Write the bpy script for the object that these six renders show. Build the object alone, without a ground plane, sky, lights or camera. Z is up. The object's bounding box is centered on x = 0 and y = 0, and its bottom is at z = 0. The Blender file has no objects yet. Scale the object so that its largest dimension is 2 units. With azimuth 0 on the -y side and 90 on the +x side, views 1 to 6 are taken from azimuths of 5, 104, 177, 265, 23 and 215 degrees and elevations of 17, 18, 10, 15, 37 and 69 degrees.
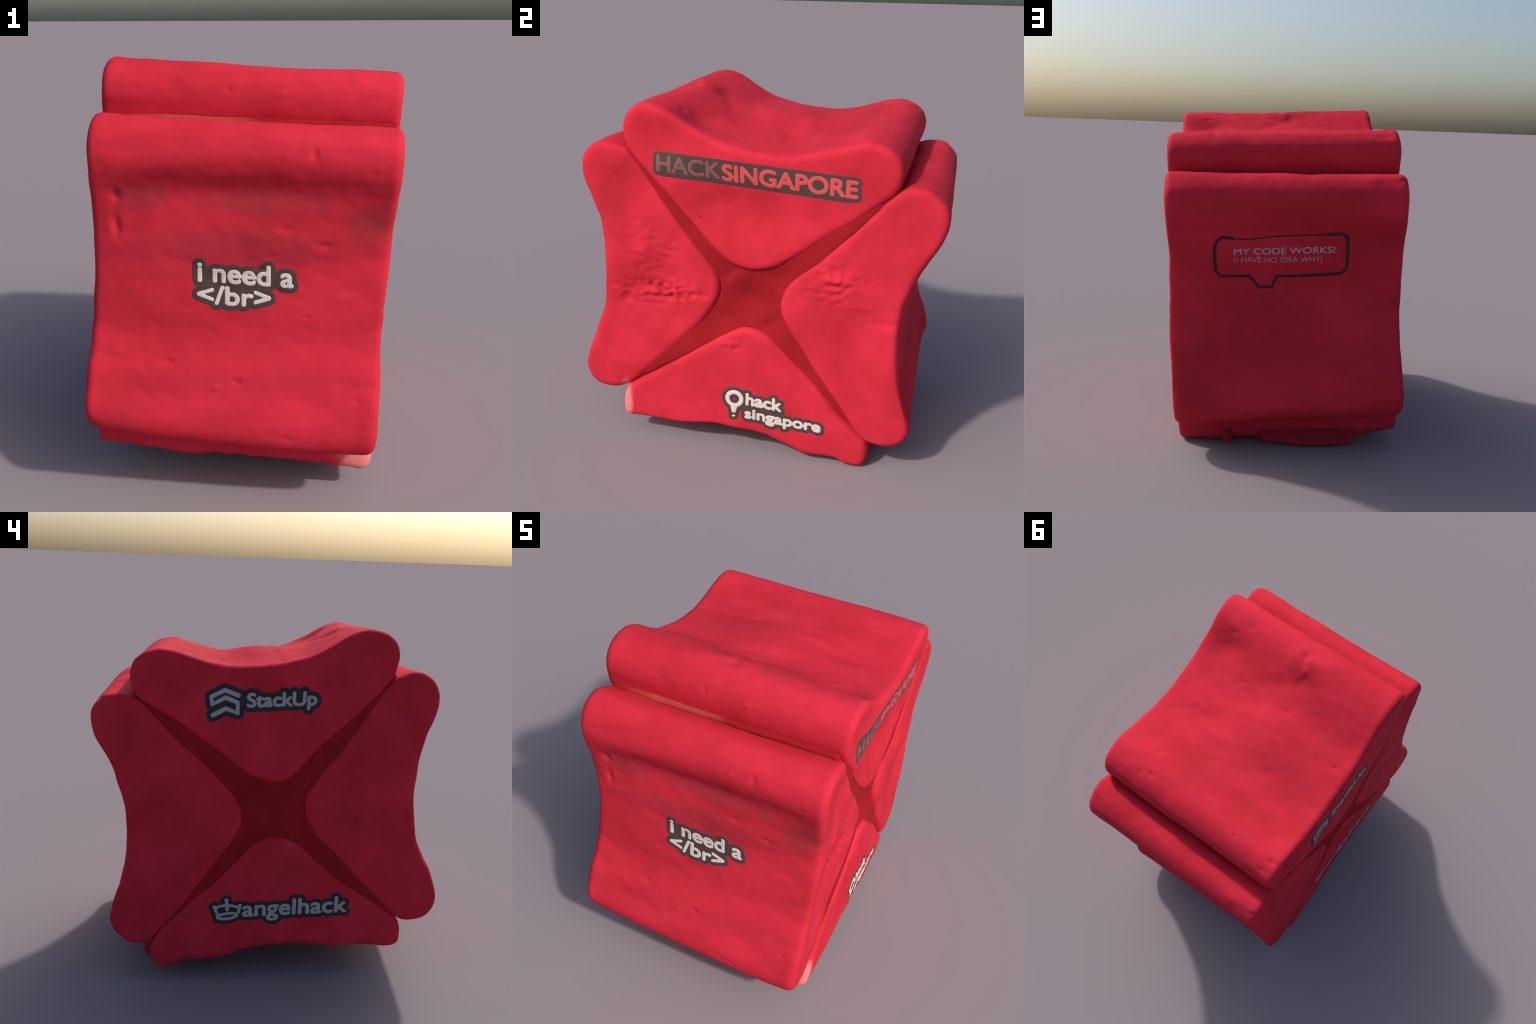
"""Red foam stress toy: four concave-sided foam blocks pressed together into an
X-shaped cube, with printed sticker-like marks on its sides."""
import bpy
import bmesh
import math
import random
import numpy as np
from mathutils import Vector, noise
from mathutils.bvhtree import BVHTree

random.seed(7)
rng = np.random.default_rng(7)

# ----------------------------------------------------------------------------
# frame: the blocks are prisms along x.  The two end planes lean a little.
# ----------------------------------------------------------------------------
def x_right(z):
    return 0.647 + 0.0555 * (z - 1.02)


def x_left(z):
    return -0.653 + 0.054 * (z - 1.02)


# Profiles in the (y, z) plane, one for each end of the prism.
# Three stretches: outer side with its two lobes, then the two flat inner sides
# that run to the blunt tip facing the centre and back.
PROFILE = {
    "top": {
        "right": (
            [(-.663, 1.732), (-.671, 1.803), (-.651, 1.868), (-.618, 1.905), (-.562, 1.933), (-.502, 1.924), (-.436, 1.899), (-.305, 1.832),
             (-.208, 1.784), (-.110, 1.746), (.063, 1.714), (.158, 1.712), (.252, 1.724), (.345, 1.748), (.436, 1.772), (.554, 1.808),
             (.626, 1.800), (.680, 1.780), (.730, 1.735), (.748, 1.675), (.745, 1.613), (.713, 1.555)],
            [(.633, 1.494), (.545, 1.418), (.423, 1.337), (.228, 1.190), (.126, 1.129), (.022, 1.099)],
            [(-.065, 1.111), (-.136, 1.149), (-.198, 1.205), (-.347, 1.368), (-.553, 1.587), (-.625, 1.668)]),
        "left": (
            [(-.637, 1.749), (-.651, 1.797), (-.665, 1.838), (-.665, 1.885), (-.652, 1.925), (-.618, 1.964), (-.562, 1.992), (-.500, 1.998),
             (-.446, 1.989), (-.379, 1.958), (-.294, 1.906), (-.194, 1.855), (-.094, 1.823), (.007, 1.797), (.156, 1.784), (.256, 1.789),
             (.357, 1.810), (.457, 1.841), (.536, 1.861), (.602, 1.870), (.661, 1.866), (.714, 1.838), (.747, 1.805), (.763, 1.758),
             (.763, 1.712), (.747, 1.666), (.727, 1.619)],
            [(.654, 1.574), (.588, 1.534), (.384, 1.394), (.175, 1.235), (.060, 1.176), (-.015, 1.160)],
            [(-.092, 1.183), (-.139, 1.226), (-.286, 1.383), (-.451, 1.546), (-.582, 1.680)]),
    },
    "front": {
        "right": (
            [(-.655, 1.690), (-.720, 1.715), (-.762, 1.726), (-.804, 1.729), (-.841, 1.710), (-.888, 1.670), (-.908, 1.615), (-.910, 1.574),
             (-.904, 1.519), (-.877, 1.452), (-.846, 1.378), (-.816, 1.296), (-.798, 1.138), (-.809, .901), (-.841, .766), (-.898, .631),
             (-.949, .534), (-.970, .474), (-.976, .423), (-.955, .359), (-.915, .310), (-.852, .291), (-.780, .295), (-.706, .331)],
            [(-.665, .358), (-.575, .450), (-.455, .573), (-.339, .696), (-.256, .788), (-.197, .886), (-.169, .971)],
            [(-.185, 1.055), (-.282, 1.187), (-.404, 1.335), (-.490, 1.458), (-.615, 1.630)]),
        "left": (
            [(-.630, 1.730), (-.695, 1.762), (-.742, 1.780), (-.784, 1.783), (-.834, 1.763), (-.876, 1.720), (-.901, 1.638), (-.888, 1.540),
             (-.847, 1.427), (-.810, 1.306), (-.797, 1.191), (-.796, 1.094), (-.800, 1.029), (-.812, .948), (-.827, .866), (-.870, .761),
             (-.921, .670), (-.959, .571), (-.972, .517), (-.965, .455), (-.928, .396), (-.863, .365), (-.789, .358), (-.734, .385)],
            [(-.648, .455), (-.507, .601), (-.375, .737), (-.262, .856), (-.200, .958), (-.182, 1.053)],
            [(-.200, 1.125), (-.292, 1.264), (-.378, 1.364), (-.461, 1.491), (-.584, 1.672)]),
    },
    "back": {
        "right": (
            [(.732, 1.572), (.781, 1.602), (.834, 1.603), (.882, 1.591), (.926, 1.560), (.959, 1.520), (.976, 1.471), (.975, 1.408),
             (.947, 1.321), (.868, 1.190), (.842, 1.133), (.811, 1.047), (.792, .961), (.779, .831), (.784, .715), (.803, .591),
             (.833, .497), (.865, .410), (.881, .335), (.877, .263), (.854, .210), (.816, .175), (.755, .160), (.700, .163), (.644, .178)],
            [(.586, .240), (.511, .342), (.424, .462), (.336, .588), (.250, .720), (.193, .817), (.165, .895)],
            [(.167, .953), (.196, 1.022), (.236, 1.076), (.294, 1.132), (.432, 1.262), (.605, 1.446), (.668, 1.515)]),
        "left": (
            [(.727, 1.606), (.774, 1.628), (.840, 1.634), (.899, 1.626), (.939, 1.588), (.966, 1.551), (.973, 1.500), (.964, 1.440),
             (.948, 1.392), (.889, 1.297), (.837, 1.193), (.807, 1.103), (.787, .987), (.781, .880), (.785, .763), (.803, .646),
             (.828, .572), (.864, .489), (.882, .414), (.886, .376), (.872, .331), (.838, .277), (.774, .232), (.717, .229), (.660, .245)],
            [(.618, .291), (.568, .352), (.477, .451), (.386, .579), (.310, .691), (.235, .795), (.180, .883), (.161, .948)],
            [(.169, .999), (.207, 1.090), (.256, 1.151), (.348, 1.252), (.547, 1.431), (.654, 1.540)]),
    },
    "bottom": {
        "right": (
            [(-.680, .340), (-.715, .312), (-.746, .257), (-.760, .186), (-.758, .134), (-.732, .108), (-.671, .116), (-.575, .118),
             (-.411, .112), (-.225, .139), (-.089, .135), (.074, .122), (.184, .087), (.317, .036), (.404, .035), (.489, .034),
             (.520, .012), (.570, .004), (.619, .002), (.652, .033), (.662, .101), (.656, .158), (.629, .200)],
            [(.528, .289), (.425, .415), (.339, .511), (.246, .598), (.161, .677), (.085, .735), (-.021, .762)],
            [(-.106, .731), (-.193, .681), (-.305, .603), (-.537, .440), (-.650, .360)]),
        "left": (
            [(-.730, .385), (-.760, .338), (-.768, .251), (-.761, .220), (-.710, .199), (-.567, .205), (-.418, .199), (-.314, .207),
             (-.144, .218), (-.013, .206), (.112, .187), (.235, .145), (.365, .129), (.459, .131), (.510, .116), (.596, .089),
             (.646, .121), (.662, .176), (.653, .207), (.639, .261)],
            [(.554, .360), (.477, .443), (.336, .564), (.232, .669), (.113, .788), (.071, .817), (-.013, .847)],
            [(-.098, .840), (-.171, .804), (-.283, .714), (-.396, .617), (-.511, .533), (-.640, .450)]),
    },
}


def spline(points, steps=20):
    """Closed Catmull-Rom curve through the control points."""
    p = np.asarray(points, float)
    t = np.linspace(0, 1, steps, endpoint=False)[:, None]
    out = []
    for i in range(len(p)):
        a, b, c, d = p[i - 1], p[i], p[(i + 1) % len(p)], p[(i + 2) % len(p)]
        out.append(0.5 * (2 * b + (c - a) * t + (2 * a - 5 * b + 4 * c - d) * t * t + (3 * b - a - 3 * c + d) * t ** 3))
    return np.concatenate(out)


def resample(curve, n):
    d = np.r_[0, np.cumsum(np.linalg.norm(np.diff(curve, axis=0), axis=1))]
    t = np.linspace(0, d[-1], n + 1)[:-1]
    return np.c_[np.interp(t, d, curve[:, 0]), np.interp(t, d, curve[:, 1])]


def outline(stretches):
    outer, run_in, run_out = stretches
    loop = spline(list(outer) + list(run_in) + list(run_out))
    i, j = 20 * (len(outer) - 1), 20 * (len(outer) + len(run_in) - 1)
    closed = np.vstack([loop, loop[:1]])
    q = np.vstack([resample(closed[: i + 1], 150), resample(closed[i : j + 1], 60), resample(closed[j:], 60)])
    for _ in range(3):
        q = 0.25 * np.roll(q, 1, 0) + 0.5 * q + 0.25 * np.roll(q, -1, 0)
    return q


def inward(loop):
    """Unit inward normals of a closed loop."""
    t = np.roll(loop, -1, 0) - np.roll(loop, 1, 0)
    t /= np.linalg.norm(t, axis=1)[:, None]
    n = np.c_[-t[:, 1], t[:, 0]]
    area = 0.5 * np.sum(loop[:, 0] * np.roll(loop[:, 1], -1) - np.roll(loop[:, 0], -1) * loop[:, 1])
    return n if area > 0 else -n


def mesh_from(name, verts, faces):
    me = bpy.data.meshes.new(name)
    me.from_pydata([tuple(v) for v in verts], [], faces)
    me.update()
    bm = bmesh.new()
    bm.from_mesh(me)
    bmesh.ops.recalc_face_normals(bm, faces=bm.faces)
    bm.to_mesh(me)
    bm.free()
    return me


def remeshed(me, voxel, smooth=0, factor=0.5):
    ob = bpy.data.objects.new("helper", me)
    bpy.context.scene.collection.objects.link(ob)
    m = ob.modifiers.new("voxels", "REMESH")
    m.mode, m.voxel_size, m.adaptivity = "VOXEL", voxel, 0
    if smooth:
        s = ob.modifiers.new("smooth", "SMOOTH")
        s.iterations, s.factor = smooth, factor
    dg = bpy.context.evaluated_depsgraph_get()
    out = bpy.data.meshes.new_from_object(ob.evaluated_get(dg))
    bpy.data.objects.remove(ob)
    return out


def coords(me):
    co = np.empty(len(me.vertices) * 3)
    me.vertices.foreach_get("co", co)
    no = np.empty(len(me.vertices) * 3)
    me.vertices.foreach_get("normal", no)
    return co.reshape(-1, 3), no.reshape(-1, 3)


def set_coords(me, co):
    me.vertices.foreach_set("co", co.ravel())
    me.update()
    me.polygons.foreach_set("use_smooth", np.ones(len(me.polygons), bool))


# ----------------------------------------------------------------------------
# foam blocks
# ----------------------------------------------------------------------------
EDGE = 0.034          # rounding of the end edges


def block_mesh(key, rings=26):
    right, left = outline(PROFILE[key]["right"]), outline(PROFILE[key]["left"])
    n_r, n_l = inward(right), inward(left)
    verts, count = [], len(right)
    # (fraction, inset of the outline, distance in from the end plane)
    left_side = [(0.0, EDGE * (1 - math.sin(a)), EDGE * (1 - math.cos(a))) for a in np.radians(np.arange(0, 91, 15))]
    middle = [(f, 0.0, 0.0) for f in np.linspace(0.05, 0.95, rings)]
    right_side = [(1.0, i, d) for _, i, d in left_side[::-1]]
    for f, inset, depth in left_side + middle + right_side:
        loop = (left + n_l * inset) * (1 - f) + (right + n_r * inset) * f
        xl, xr = x_left(loop[:, 1]) + depth, x_right(loop[:, 1]) - depth
        x = xl * (1 - f) + xr * f
        verts.append(np.c_[x, loop])
    rows = len(verts)
    faces = []
    for r in range(rows - 1):
        for c in range(count):
            d = (c + 1) % count
            faces.append((r * count + c, r * count + d, (r + 1) * count + d, (r + 1) * count + c))
    faces.append(tuple(range(count))[::-1])
    faces.append(tuple((rows - 1) * count + c for c in range(count)))
    return remeshed(mesh_from("block", np.vstack(verts), faces), 0.0092, 5)


def bump_at(v, centre, width):
    return np.exp(-((v - centre) / width) ** 2)


# Soft hand-pressed form of the long sides: (centre, width, height) across the
# side, strongest half way between the two ends.
SWELL = {
    "top": [(0.08, 0.23, 0.080), (.52, .10, -.012)],
    "front": [(0.98, 0.20, 0.032), (1.25, 0.12, 0.030), (0.52, 0.11, -0.038), (1.48, 0.08, -0.025)],
    "back": [(1.14, 0.10, 0.033), (0.80, 0.20, 0.026), (0.42, 0.10, -0.050), (1.30, 0.10, -0.006)],
    "bottom": [],
}
# Dished or domed places on the end faces: (y, z, radius y, radius z, height)
END_FORM = {
    ("top", 1): [(-.08, 1.41, .30, .15, -.046), (-.50, 1.76, .14, .12, -.022)],
    ("front", 1): [(-.66, 1.48, .13, .14, -.030), (-.55, .82, .20, .25, -.026), (-.55, 1.15, .2, .3, -.018)],
    ("back", 1): [(.66, .32, .25, .20, .016), (.77, .70, .09, .34, .022)],
    ("bottom", 1): [(-.05, .25, .8, .25, .024)],
    ("top", -1): [(.62, 1.69, .10, .09, -.035)],
    ("front", -1): [(-.73, 1.58, .10, .10, -.035), (-.5, 1.1, .2, .15, -.015)],
    ("back", -1): [(.6, .8, .35, .5, -.012), (.50, 1.33, .16, .14, -.018), (.27, 1.0, .10, .12, -.016)],
    ("bottom", -1): [(-.05, .35, .8, .25, -.018), (0, .74, .16, .14, -.032)],
}
# Pits, creases and welts pressed into the foam: (centre, radii, depth)
PITS = {
    "front": [((-.233, -.86, .655), (.012, .05, .010), .006), ((.298, -.84, .911), (.012, .05, .008), .005),
              ((.323, -.88, 1.635), (.014, .06, .022), .010), ((.526, -.9, .557), (.02, .05, .01), .005),
              ((-.526, -.80, 1.309), (.018, .08, .045), .014), ((-.518, -.83, 1.445), (.02, .08, .03), .012),
              ((.205, -.84, 1.308), (.03, .06, .014), .006), ((-.45, -.80, 1.38), (.05, .08, .07), .006),
              ((-.20, -.86, 1.77), (.07, .05, .02), -.006), ((.12, -.86, 1.76), (.05, .05, .012), .006),
              ((.66, -.702, .856), (.06, .030, .020), .020), ((.66, -.60, .945), (.06, .030, .018), .018),
              ((.66, -.535, .915), (.06, .035, .016), -.014), ((.66, -.505, .885), (.06, .050, .010), .014),
              ((.66, -.416, .965), (.06, .010, .030), -.012), ((.66, -.430, .94), (.06, .03, .02), .010),
              ((.66, -.302, .925), (.06, .045, .012), .010), ((.66, -.30, .96), (.06, .03, .03), -.005),
              ((.66, -.59, 1.146), (.06, .05, .05), -.008), ((.66, -.66, 1.20), (.06, .05, .06), .007)],
    "top": [((.50, -.32, 1.83), (.13, .10, .09), .028), ((-.034, -.36, 1.87), (.035, .035, .06), .016), ((.03, -.49, 1.95), (.025, .03, .05), .012),
            ((-.02, -.42, 1.91), (.02, .03, .05), -.010), ((.06, -.30, 1.85), (.06, .05, .06), .010),
            ((-.180, .238, 1.85), (.02, .02, .05), .007), ((-.275, .657, 1.87), (.015, .02, .05), .006),
            ((.428, .653, 1.8), (.015, .015, .05), .006), ((-.541, .66, 1.87), (.03, .015, .05), .008),
            ((.15, -.10, 1.84), (.08, .05, .06), .009), ((.35, .12, 1.79), (.06, .03, .06), .006),
            ((.05, -.645, 1.93), (.05, .04, .014), .008), ((-.05, -.67, 1.87), (.012, .04, .014), .006),
            ((.18, -.67, 1.85), (.02, .04, .010), -.006), ((.68, -.129, 1.438), (.05, .015, .008), .005)],
    "back": [((.66, .450, 1.062), (.06, .06, .012), .012), ((.66, .43, 1.10), (.06, .07, .03), -.008),
             ((.66, .36, 1.05), (.06, .05, .05), -.006), ((.65, .60, .965), (.06, .06, .022), -.006),
             ((.65, .70, .89), (.06, .07, .020), .008), ((-.1, .84, 1.63), (.06, .06, .03), .009),
             ((.35, .86, 1.60), (.10, .05, .03), .008), ((-.42, .93, 1.60), (.06, .05, .03), -.007)],
    "bottom": [((.62, -.123, .667), (.06, .05, .02), -.006), ((.62, -.05, .66), (.06, .03, .03), .006)],
}


# Crumpled places on the right end: (y, z, radius y, radius z, height)
CRUMPLE = {"front": [(-.52, .92, .22, .06, .019), (-.55, 1.15, .16, .16, .006)], "back": [(.45, 1.07, .14, .10, .012)], "bottom": [(-.09, .66, .10, .05, .006)]}


def shape(co, no, key):
    """Press the soft form of the foam into a straight prism."""
    w = bump_at(co[:, 0], 0.0, 0.37) if key == "top" else np.clip(1 - np.abs(co[:, 0] / 0.67) ** 4, 0, 1)
    axis, sign, across = {"top": (2, 1, 1), "bottom": (2, -1, 1), "front": (1, -1, 2), "back": (1, 1, 2)}[key]
    outer = np.clip(no[:, axis] * sign * 1.6, 0, 1)
    for c, width, h in SWELL[key]:
        co[:, axis] += sign * h * bump_at(co[:, across], c, width) * w * outer
    if key in ("front", "back"):
        x, z = co[:, 0], co[:, 2]
        lean = 0.012 if key == "front" else 0.0          # the side is turned a little about the vertical
        co[:, 1] += sign * lean * (x / 0.65) * outer * bump_at(z, 0.88, 0.55)
        co[:, 2] -= 0.008 * w * bump_at(z, 1.75, 0.16)     # upper roll sags in the middle
    if key == "front":
        low = w * bump_at(co[:, 2], 0.30, 0.11) * (1 - 0.3 * co[:, 0])
        co[:, 1] -= 0.026 * low
        co[:, 2] -= 0.026 * low
    for end in (1, -1):
        facing = np.clip(no[:, 0] * end * 1.5 - 0.3, 0, 1)
        for y, z, ry, rz, h in END_FORM.get((key, end), []):
            co[:, 0] += end * h * bump_at(co[:, 1], y, ry) * bump_at(co[:, 2], z, rz) * facing
    d = np.zeros(len(co))
    for y, z, ry, rz, h in CRUMPLE.get(key, []):
        m = bump_at(co[:, 1], y, ry) * bump_at(co[:, 2], z, rz) * np.clip(no[:, 0], 0, 1)
        for i in np.nonzero(m > 0.05)[0]:
            p = Vector((1.0, co[i, 1] * 17, co[i, 2] * 21))
            d[i] += m[i] * h * (0.75 - 2.2 * abs(noise.noise(p)) ** 0.7 + 0.9 * noise.noise(p * 0.45))
    for c, r, depth in PITS.get(key, []):
        q = (co - np.array(c)) / np.array(r)
        d -= depth * np.exp(-(q ** 2).sum(1))
    # small nicks scattered over the rolls and the long sides
    pick = np.nonzero((no[:, axis] * sign > -0.2) & (np.abs(no[:, 0]) < 0.4))[0]
    for i in rng.choice(pick, 14, replace=False):
        r = np.array((rng.uniform(.014, .034), rng.uniform(.011, .018), rng.uniform(.011, .018)))
        q = (co - co[i]) / r
        d -= rng.choice((1, 1, -0.7)) * rng.uniform(.003, .0075) * np.exp(-(q ** 2).sum(1))
    return co + no * d[:, None]


def wrinkle(co, no, key):
    """Hand-formed foam: slow lumps, streaks along the prism, fine dimples."""
    out = np.empty(len(co))
    seed = {"top": 3.1, "front": 17.7, "back": 31.3, "bottom": 45.9}[key]
    for i, (p, n) in enumerate(zip(co, no)):
        side = 1 - min(1.0, abs(n[0]) * 1.3)             # 1 on the long sides, 0 on the ends
        v = Vector((p[0] * 2.6, p[1] * 3.6, p[2] * 3.6 + seed))
        d = 0.0050 * noise.noise(v) + 0.0032 * noise.noise(v * 2.7)
        streak = noise.noise(Vector((p[0] * 3.0, p[1] * 15, p[2] * 15 + seed)))
        d += side * (0.0014 * streak + 0.0016 * noise.noise(v * 6.1)) + (1 - side) * 0.0010 * noise.noise(v * 4)
        spot = noise.noise(Vector((p[0] * 9 + seed, p[1] * 14, p[2] * 14)))
        d -= side * 0.006 * max(0.0, spot - 0.42)
        out[i] = d + 0.003
    return out


def ragged_underside(co, no):
    """The underside hangs down in torn lappets towards the back."""
    under = np.clip(-no[:, 2] * 2, 0, 1)
    x, y = co[:, 0], co[:, 1]
    sag = bump_at(y, 0.55, 0.22) * bump_at(x, -0.18, 0.34) * 0.09 + bump_at(y, -0.5, 0.25) * bump_at(x, -0.28, 0.16) * 0.05
    torn = np.array([noise.noise(Vector((a * 4.3, b * 4, 5.0))) + 0.5 * noise.noise(Vector((a * 11, b * 6, 9.0))) for a, b in zip(x, y)])
    middle = np.clip(1 - np.abs(x / 0.6) ** 4, 0, 1)
    co[:, 2] += under * (-sag + 0.020 * torn * middle)
    co[:, 2] = np.maximum(co[:, 2], 0.004)
    return co


# ----------------------------------------------------------------------------
# materials
# ----------------------------------------------------------------------------
def new_material(name):
    m = bpy.data.materials.new(name)
    m.use_nodes = True
    t = m.node_tree
    return m, t, t.nodes["Principled BSDF"]


def tint(t, tc, colour, centre, radii, pale, strength):
    """Lay a ragged ellipsoidal patch of another colour over the foam."""
    n, l = t.nodes, t.links
    off = n.new("ShaderNodeVectorMath")
    off.operation = "SUBTRACT"
    l.new(tc.outputs["Object"], off.inputs[0])
    off.inputs[1].default_value = centre
    div = n.new("ShaderNodeVectorMath")
    div.operation = "DIVIDE"
    l.new(off.outputs["Vector"], div.inputs[0])
    div.inputs[1].default_value = radii
    ln = n.new("ShaderNodeVectorMath")
    ln.operation = "LENGTH"
    l.new(div.outputs["Vector"], ln.inputs[0])
    rag = n.new("ShaderNodeTexNoise")
    rag.inputs["Scale"].default_value = 7
    rag.inputs["Detail"].default_value = 4
    l.new(tc.outputs["Object"], rag.inputs["Vector"])
    add_ = n.new("ShaderNodeMath")
    add_.operation = "MULTIPLY_ADD"
    l.new(rag.outputs["Fac"], add_.inputs[0])
    add_.inputs[1].default_value = 1.1
    l.new(ln.outputs["Value"], add_.inputs[2])
    rng_ = n.new("ShaderNodeMapRange")
    rng_.interpolation_type = "SMOOTHSTEP"
    rng_.inputs["From Min"].default_value = 1.62
    rng_.inputs["From Max"].default_value = 1.0
    rng_.inputs["To Max"].default_value = strength
    l.new(add_.outputs["Value"], rng_.inputs["Value"])
    mix = n.new("ShaderNodeMix")
    mix.data_type = "RGBA"
    l.new(rng_.outputs["Result"], mix.inputs["Factor"])
    l.new(colour, mix.inputs["A"])
    mix.inputs["B"].default_value = (*pale, 1)
    return mix.outputs["Result"]


def foam_material(name, low, high, PALE):
    m, t, b = new_material(name)
    n, l = t.nodes, t.links
    tc = n.new("ShaderNodeTexCoord")
    mp = n.new("ShaderNodeMapping")
    mp.inputs["Scale"].default_value = (1.2, 2.6, 2.6)
    l.new(tc.outputs["Object"], mp.inputs["Vector"])
    no = n.new("ShaderNodeTexNoise")
    no.inputs["Scale"].default_value = 1.3
    no.inputs["Detail"].default_value = 5
    no.inputs["Roughness"].default_value = 0.55
    l.new(mp.outputs["Vector"], no.inputs["Vector"])
    ramp = n.new("ShaderNodeValToRGB")
    ramp.color_ramp.elements[0].position = 0.32
    ramp.color_ramp.elements[0].color = (*low, 1)
    ramp.color_ramp.elements[1].position = 0.66
    ramp.color_ramp.elements[1].color = (*high, 1)
    l.new(no.outputs["Fac"], ramp.inputs["Fac"])
    colour = ramp.outputs["Color"]
    for centre, radii, pale, strength in PALE:
        colour = tint(t, tc, colour, centre, radii, pale, strength)
    l.new(colour, b.inputs["Base Color"])
    b.inputs["Roughness"].default_value = 0.6
    b.inputs["Specular IOR Level"].default_value = 0.015
    fine = n.new("ShaderNodeTexNoise")
    fine.inputs["Scale"].default_value = 38
    fine.inputs["Detail"].default_value = 3
    l.new(tc.outputs["Object"], fine.inputs["Vector"])
    bump = n.new("ShaderNodeBump")
    bump.inputs["Strength"].default_value = 0.06
    bump.inputs["Distance"].default_value = 0.01
    l.new(fine.outputs["Fac"], bump.inputs["Height"])
    l.new(bump.outputs["Normal"], b.inputs["Normal"])
    return m


DULL = (0.26, 0.045, 0.052)         # greyish red, paints the scan's baked shadow below the upper front roll
PALE_PINK = (0.78, 0.26, 0.26)          # pale pink patch, low front corner
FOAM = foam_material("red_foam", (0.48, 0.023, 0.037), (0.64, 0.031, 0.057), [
    ((.62, -.74, .20), (.20, .06, .17), PALE_PINK, .8),
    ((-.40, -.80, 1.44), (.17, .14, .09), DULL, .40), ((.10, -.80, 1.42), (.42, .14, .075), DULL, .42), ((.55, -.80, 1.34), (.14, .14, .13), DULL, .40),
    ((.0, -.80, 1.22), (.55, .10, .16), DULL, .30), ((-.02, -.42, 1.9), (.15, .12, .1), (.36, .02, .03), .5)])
CORE = foam_material("red_core_shade_darkened", (0.27, 0.013, 0.017), (0.35, 0.016, 0.022), [((-.14, -.66, 1.74), (.25, .09, .06), (0.50, 0.15, 0.11), .28), ((-.38, -.66, 1.75), (.10, .09, .06), (0.50, 0.15, 0.11), .18)])  # foam red darkened to carry the groove's shade, the recess being shallow
TORN = foam_material("dusty_torn_foam", (0.28, 0.022, 0.028), (0.44, 0.02, 0.03), [])

# ----------------------------------------------------------------------------
# assembly
# ----------------------------------------------------------------------------
toy = bpy.data.objects.new("foam_stress_toy", None)
toy["label"] = "red foam toy block of four concave pieces forming an X"
toy["category"] = "foam toy"
bpy.context.scene.collection.objects.link(toy)


def add(name, me, material, parent):
    ob = bpy.data.objects.new(name, me)
    me.name = name
    me.materials.clear()
    me.materials.append(material)
    bpy.context.scene.collection.objects.link(ob)
    ob.parent = parent
    return ob


blocks = {}
for key in ("top", "front", "back", "bottom"):
    me = block_mesh(key)
    co, no = coords(me)
    co = shape(co, no, key)
    co = co + no * wrinkle(co, no, key)[:, None]
    if key == "bottom":
        co = ragged_underside(co, no)
    set_coords(me, co)
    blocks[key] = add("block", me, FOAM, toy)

def torn_edge(stations, thick):
    """A torn lappet under the back block: stations (x, y of the tip, z of the tip)."""
    verts, faces = [], []
    n = len(stations)
    for k, (x, y, z) in enumerate(stations):
        e = math.sin(math.pi * (k + 0.6) / (n + 0.2)) ** 0.5
        h = thick * (0.35 + 0.65 * e)
        verts += [(x, .50, .08), (x, .60, .15), (x, .5 * (.63 + y), .07 + h * .4), (x, y, z + h), (x, y + .004, z), (x, .60, .02)]
    for k in range(n - 1):
        a, b = 6 * k, 6 * k + 6
        faces += [(a + i, a + (i + 1) % 6, b + (i + 1) % 6, b + i) for i in range(6)]
    faces += [tuple(range(6)), tuple(6 * (n - 1) + i for i in range(6))]
    me = remeshed(mesh_from("torn_edge", verts, faces), 0.008, 4)
    co, no = coords(me)
    d = [0.009 * noise.noise(Vector(p) * 13) + 0.003 * noise.noise(Vector(p) * 30) for p in co]
    co = co + no * np.array(d)[:, None]
    co[:, 2] = np.maximum(co[:, 2], 0.003)
    set_coords(me, co)
    return me


add("torn_edge", torn_edge([(-.46, .66, .05), (-.42, .70, .02), (-.34, .715, .012), (-.22, .72, .010), (-.10, .73, .008), (-.06, .715, .012), (.00, .70, .02), (.05, .715, .015), (.10, .70, .03), (.13, .67, .05)], .022), TORN, blocks["bottom"])
add("torn_edge", torn_edge([(.285, .69, .03), (.295, .715, .012), (.315, .72, .010), (.335, .71, .012), (.345, .68, .03)], .03), TORN, blocks["bottom"])

# recessed core that fills the X-shaped gap between the blocks
CENTRE = {"right": (0.0, 0.935), "left": (-0.01, 1.005)}
NOTCH = {"right": [(-.682, 1.730), (.742, 1.592), (-.725, .322), (.652, .168)],
         "left": [(-.658, 1.764), (.742, 1.630), (-.752, .376), (.664, .243)]}
CORE_DEPTH = {"right": 0.056, "left": 0.026}


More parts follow.
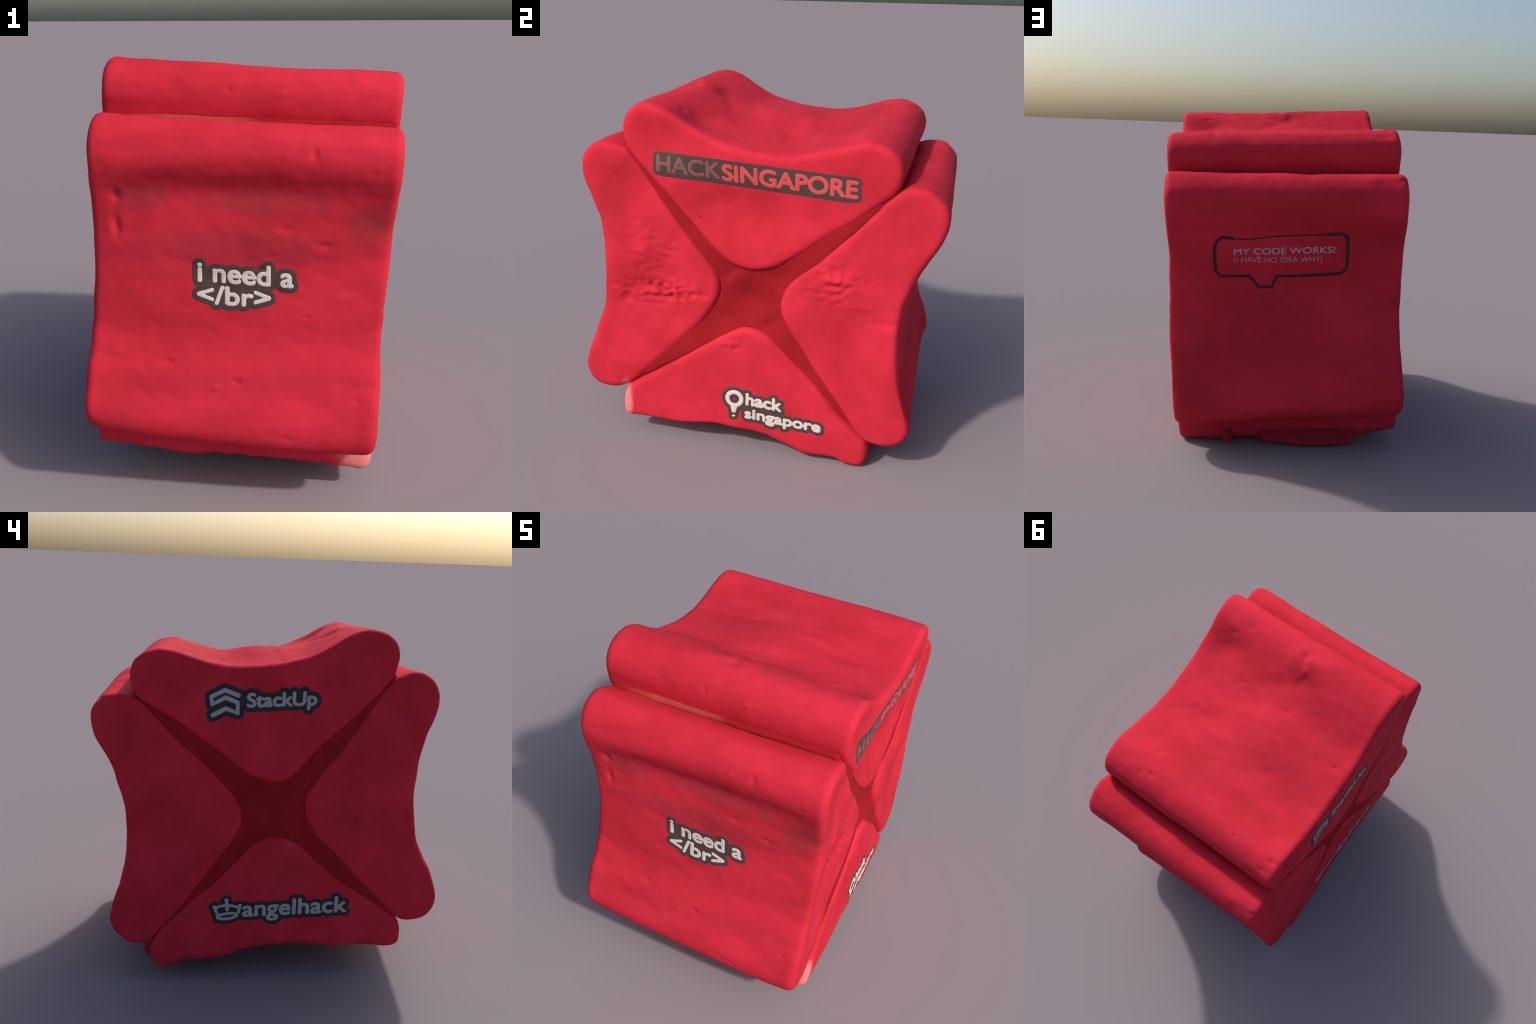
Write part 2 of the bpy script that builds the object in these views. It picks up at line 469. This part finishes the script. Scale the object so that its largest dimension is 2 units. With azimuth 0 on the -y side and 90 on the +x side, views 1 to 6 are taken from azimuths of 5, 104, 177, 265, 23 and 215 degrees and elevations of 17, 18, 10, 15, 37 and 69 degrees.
def core_mesh():
    verts, faces = [], []
    steps = 24
    for arm in range(4):
        base = len(verts)
        for k in range(steps + 1):
            s = k / steps
            for end, fx, sign in (("left", x_left, 1), ("right", x_right, -1)):
                depth = CORE_DEPTH[end] * math.exp(-(s / 0.24) ** 2) + 0.013 * (1 - s) + 0.040 * s ** 10
                c, q = np.array(CENTRE[end]), np.array(NOTCH[end][arm])
                p = c + (q - c) * (s * 1.02 - 0.02)
                u = (q - c) / np.linalg.norm(q - c)
                w = np.array((-u[1], u[0])) * (0.130 * (1 - s) ** 1.3 + 0.020)
                for side in (-1, 0, 1):
                    y, z = p + w * side
                    verts.append((fx(z) + sign * depth * (1.0 if side == 0 else 0.35 + 0.65 * s), y, z))
        for k in range(steps):
            a, b = base + 6 * k, base + 6 * k + 6
            for i, j in ((0, 1), (1, 2), (2, 5), (5, 4), (4, 3), (3, 0)):
                faces.append((a + i, a + j, b + j, b + i))
        faces += [tuple(base + i for i in (0, 1, 2, 5, 4, 3)), tuple(base + 6 * steps + i for i in (3, 4, 5, 2, 1, 0))]
    return remeshed(mesh_from("core", verts, faces), 0.012, 14)


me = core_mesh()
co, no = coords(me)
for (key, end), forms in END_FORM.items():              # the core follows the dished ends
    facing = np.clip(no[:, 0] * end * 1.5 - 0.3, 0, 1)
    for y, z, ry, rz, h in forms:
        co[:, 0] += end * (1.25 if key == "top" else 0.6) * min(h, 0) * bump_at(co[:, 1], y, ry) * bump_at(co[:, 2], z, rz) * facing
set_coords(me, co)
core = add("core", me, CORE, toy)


# ----------------------------------------------------------------------------
# printed marks: lettering and signs, each a thin film that follows the foam,
# most of them on a dark die-cut backing
# ----------------------------------------------------------------------------
def plain_material(name, colour, rough=0.6):
    m, t, b = new_material(name)
    n, l = t.nodes, t.links
    tc = n.new("ShaderNodeTexCoord")
    no = n.new("ShaderNodeTexNoise")
    no.inputs["Scale"].default_value = 22
    no.inputs["Detail"].default_value = 4
    l.new(tc.outputs["Object"], no.inputs["Vector"])
    mix = n.new("ShaderNodeMix")
    mix.data_type = "RGBA"
    mix.inputs["A"].default_value = (*[c * 0.85 for c in colour], 1)
    mix.inputs["B"].default_value = (*[min(1, c * 1.15) for c in colour], 1)
    l.new(no.outputs["Fac"], mix.inputs["Factor"])
    l.new(mix.outputs["Result"], b.inputs["Base Color"])
    b.inputs["Roughness"].default_value = rough
    b.inputs["Specular IOR Level"].default_value = 0.2
    return m


INK_WHITE = plain_material("white_ink", (0.66, 0.57, 0.54))
INK_FADED = plain_material("faded_white_ink", (0.46, 0.30, 0.31))
INK_SALMON = plain_material("salmon_ink", (0.62, 0.075, 0.085))
INK_BROWN = plain_material("brown_ink", (0.22, 0.085, 0.085))
INK_DARK = plain_material("dark_backing_ink", (0.075, 0.047, 0.042))
INK_GREY = plain_material("grey_ink", (0.36, 0.35, 0.37))
INK_SOOT = plain_material("black_backing_ink", (0.030, 0.028, 0.030))
INK_BLACK = plain_material("black_line_ink", (0.045, 0.022, 0.022))

HALF = 0.007                       # half thickness of a raw stamp before it is laid on


def letters(text, start, end, top, bold=0.0):
    """Lettering fitted between two baseline points; `top` is the height of its tallest part."""
    cu = bpy.data.curves.new("letters", "FONT")
    cu.body, cu.extrude, cu.offset, cu.size = text, 0.05, bold, 1.0
    ob = bpy.data.objects.new("helper", cu)
    bpy.context.scene.collection.objects.link(ob)
    me = bpy.data.meshes.new_from_object(ob.evaluated_get(bpy.context.evaluated_depsgraph_get()))
    bpy.data.objects.remove(ob)
    v = np.array([q.co[:] for q in me.vertices])
    faces = [tuple(p.vertices) for p in me.polygons]
    bpy.data.meshes.remove(me)
    a, b = np.array(start), np.array(end)
    along = b - a
    up = np.array((0.0, 1.0))
    fx = (v[:, 0] - v[:, 0].min()) / np.ptp(v[:, 0])
    fy = v[:, 1] / v[:, 1].max() * top
    flat = a + fx[:, None] * along + fy[:, None] * up
    return np.c_[flat, np.sign(v[:, 2]) * HALF], faces


def stroke(points, width, closed=False):
    """A round-ended line drawn through 2D points."""
    cu = bpy.data.curves.new("stroke", "CURVE")
    cu.dimensions, cu.bevel_depth, cu.bevel_resolution, cu.use_fill_caps = "3D", width / 2, 4, True
    sp = cu.splines.new("POLY")
    sp.points.add(len(points) - 1)
    for p, (x, y) in zip(sp.points, points):
        p.co = (x, y, 0, 1)
    sp.use_cyclic_u = closed
    ob = bpy.data.objects.new("helper", cu)
    bpy.context.scene.collection.objects.link(ob)
    me = bpy.data.meshes.new_from_object(ob.evaluated_get(bpy.context.evaluated_depsgraph_get()))
    bpy.data.objects.remove(ob)
    v = np.array([q.co[:] for q in me.vertices])
    faces = [tuple(p.vertices) for p in me.polygons]
    bpy.data.meshes.remove(me)
    v[:, 2] *= HALF / (width / 2)
    return v, faces


def ring(centre, rx, ry, tilt=0.0, count=40):
    out = []
    for k in range(count):
        a = 2 * math.pi * k / count
        x, y = rx * math.cos(a), ry * math.sin(a)
        out.append((centre[0] + x * math.cos(tilt) - y * math.sin(tilt), centre[1] + x * math.sin(tilt) + y * math.cos(tilt)))
    return out


def united(stamps, weight=0.0, voxel=0.0022):
    verts, faces, base = [], [], 0
    for v, f in stamps:
        verts.append(v)
        faces += [tuple(i + base for i in q) for q in f]
        base += len(v)
    me = bpy.data.meshes.new("stamp")
    me.from_pydata([tuple(v) for v in np.vstack(verts)], [], faces)
    me.update()
    me = remeshed(me, voxel, 2)
    return grown(me, weight, voxel, 2) if weight else me


def grown(me, by, voxel=0.003, smooth=6):
    """The same stamp spread outwards on all sides, for the backing."""
    wide = me.copy()
    co, no = coords(wide)
    set_coords(wide, co + no * by)
    out = remeshed(wide, voxel, smooth)
    bpy.data.meshes.remove(wide)
    return out


TREES = {}


def lay_on(me, key, axis, side, lift):
    """Lay a flat stamp (u, v) on the foam: axis 0 = end faces, axis 1 = front and back."""
    if key not in TREES:
        b = blocks[key].data
        TREES[key] = BVHTree.FromPolygons([v.co for v in b.vertices], [tuple(p.vertices) for p in b.polygons])
    tree = TREES[key]
    co, _ = coords(me)
    top = np.abs(co[:, 2]).max()
    out = np.empty_like(co)
    for i, (u, v, h) in enumerate(co):
        o = Vector((side * 2.0, u, v)) if axis == 0 else Vector((u, side * 2.0, v))
        d = Vector((-side, 0, 0)) if axis == 0 else Vector((0, -side, 0))
        p, n, _, _ = tree.ray_cast(o, d)
        out[i] = p - d * (lift * (0.25 + 0.75 * h / top))
    set_coords(me, out)
    flipped = side * (1 if axis == 0 else -1) < 0
    if flipped:
        me.flip_normals()
    return me


def mark(name, stamps, key, axis, side, ink, spread=0.0, backing=None, lift=0.0035, weight=0.0042):
    shape_mesh = united(stamps, weight)
    holder = blocks[key]
    if spread:
        back = lay_on(grown(shape_mesh, spread), key, axis, side, 0.0018)
        add(name + "_backing", back, backing or INK_DARK, holder)
    return add(name, lay_on(shape_mesh, key, axis, side, lift), ink, holder)


# right end face (y, z)
dim = letters("HACK", (-.487, 1.595), (-.152, 1.578), .080)
bright = letters("SINGAPORE", (-.139, 1.572), (.537, 1.537), .081)
plate = united([dim, bright, stroke([(-.455, 1.632), (.505, 1.575)], .090)])
add("lettering_backing", lay_on(grown(plate, .022), "top", 0, 1, .0018), INK_DARK, blocks["top"])
add("lettering", lay_on(united([dim], .004), "top", 0, 1, .0035), INK_BROWN, blocks["top"])
add("lettering", lay_on(united([bright], .005), "top", 0, 1, .0035), INK_SALMON, blocks["top"])

pin = [stroke(ring((-.078, .341), .040, .040), .018, True),
       stroke([(-.090, .298), (-.083, .256)], .016), stroke([(-.070, .298), (-.083, .256)], .016), stroke([(-.084, .232), (-.083, .230)], .018)]
mark("lettering", [letters("hack", (-.010, .313), (.186, .301), .068), letters("singapore", (-.016, .230), (.405, .204), .058)] + pin,
     "bottom", 0, 1, INK_WHITE, .020)

# left end face (y, z), read from the other side
chevron = stroke([(.192, 1.639), (.270, 1.668), (.341, 1.632), (.337, 1.591), (.266, 1.629), (.202, 1.604), (.199, 1.546), (.263, 1.571), (.338, 1.531)], .019)
mark("lettering", [letters("StackUp", (.149, 1.580), (-.220, 1.599), .072), chevron], "top", 0, -1, INK_GREY, .024, INK_SOOT)
crown = [stroke(ring((.231, .389), .056, .016, -.12), .010, True), stroke([(.286, .401), (.306, .450)], .011), stroke([(.168, .409), (.159, .458)], .011),
         stroke([(.295, .442), (.262, .453), (.232, .456), (.202, .453), (.169, .442)], .010), stroke([(.237, .491), (.231, .422)], .012),
         stroke([(.238, .493), (.237, .489)], .017), stroke([(.307, .452), (.306, .449)], .016), stroke([(.159, .460), (.159, .457)], .016)]
mark("lettering", [letters("angelhack", (.144, .387), (-.447, .417), .092)] + crown, "bottom", 0, -1, INK_GREY, .021, INK_SOOT)

# front side (x, z)
mark("lettering", [letters("i need a", (-.175, 1.064), (.238, 1.047), .086), letters("</br>", (-.178, .966), (.140, .955), .078)],
     "front", 1, -1, INK_WHITE, .022)

# back side (x, z)
mark("lettering", [letters("MY CODE WORKS!", (.300, 1.169), (-.251, 1.195), .036)], "back", 1, 1, INK_FADED, weight=.0014)
mark("lettering", [letters("(I HAVE NO IDEA WHY)", (.299, 1.125), (-.184, 1.141), .032)],
     "back", 1, 1, INK_FADED, weight=0)
bubble = [(.300, 1.262), (.368, 1.268), (.400, 1.234), (.407, 1.176), (.398, 1.069), (.372, 1.040), (.211, 1.044), (.158, .980), (.085, .984), (.062, 1.048),
          (-.111, 1.055), (-.290, 1.073), (-.322, 1.104), (-.321, 1.197), (-.316, 1.282), (-.290, 1.306), (-.20, 1.300)]
mark("speech_bubble_line", [stroke(bubble, .020)], "back", 1, 1, INK_BLACK, lift=.002, weight=0)
mark("speech_bubble_line", [stroke([(.300, 1.262), (.214, 1.258), (.120, 1.276), (.034, 1.286), (-.09, 1.292), (-.20, 1.300)], .008)], "back", 1, 1, INK_BLACK, lift=.002, weight=0)
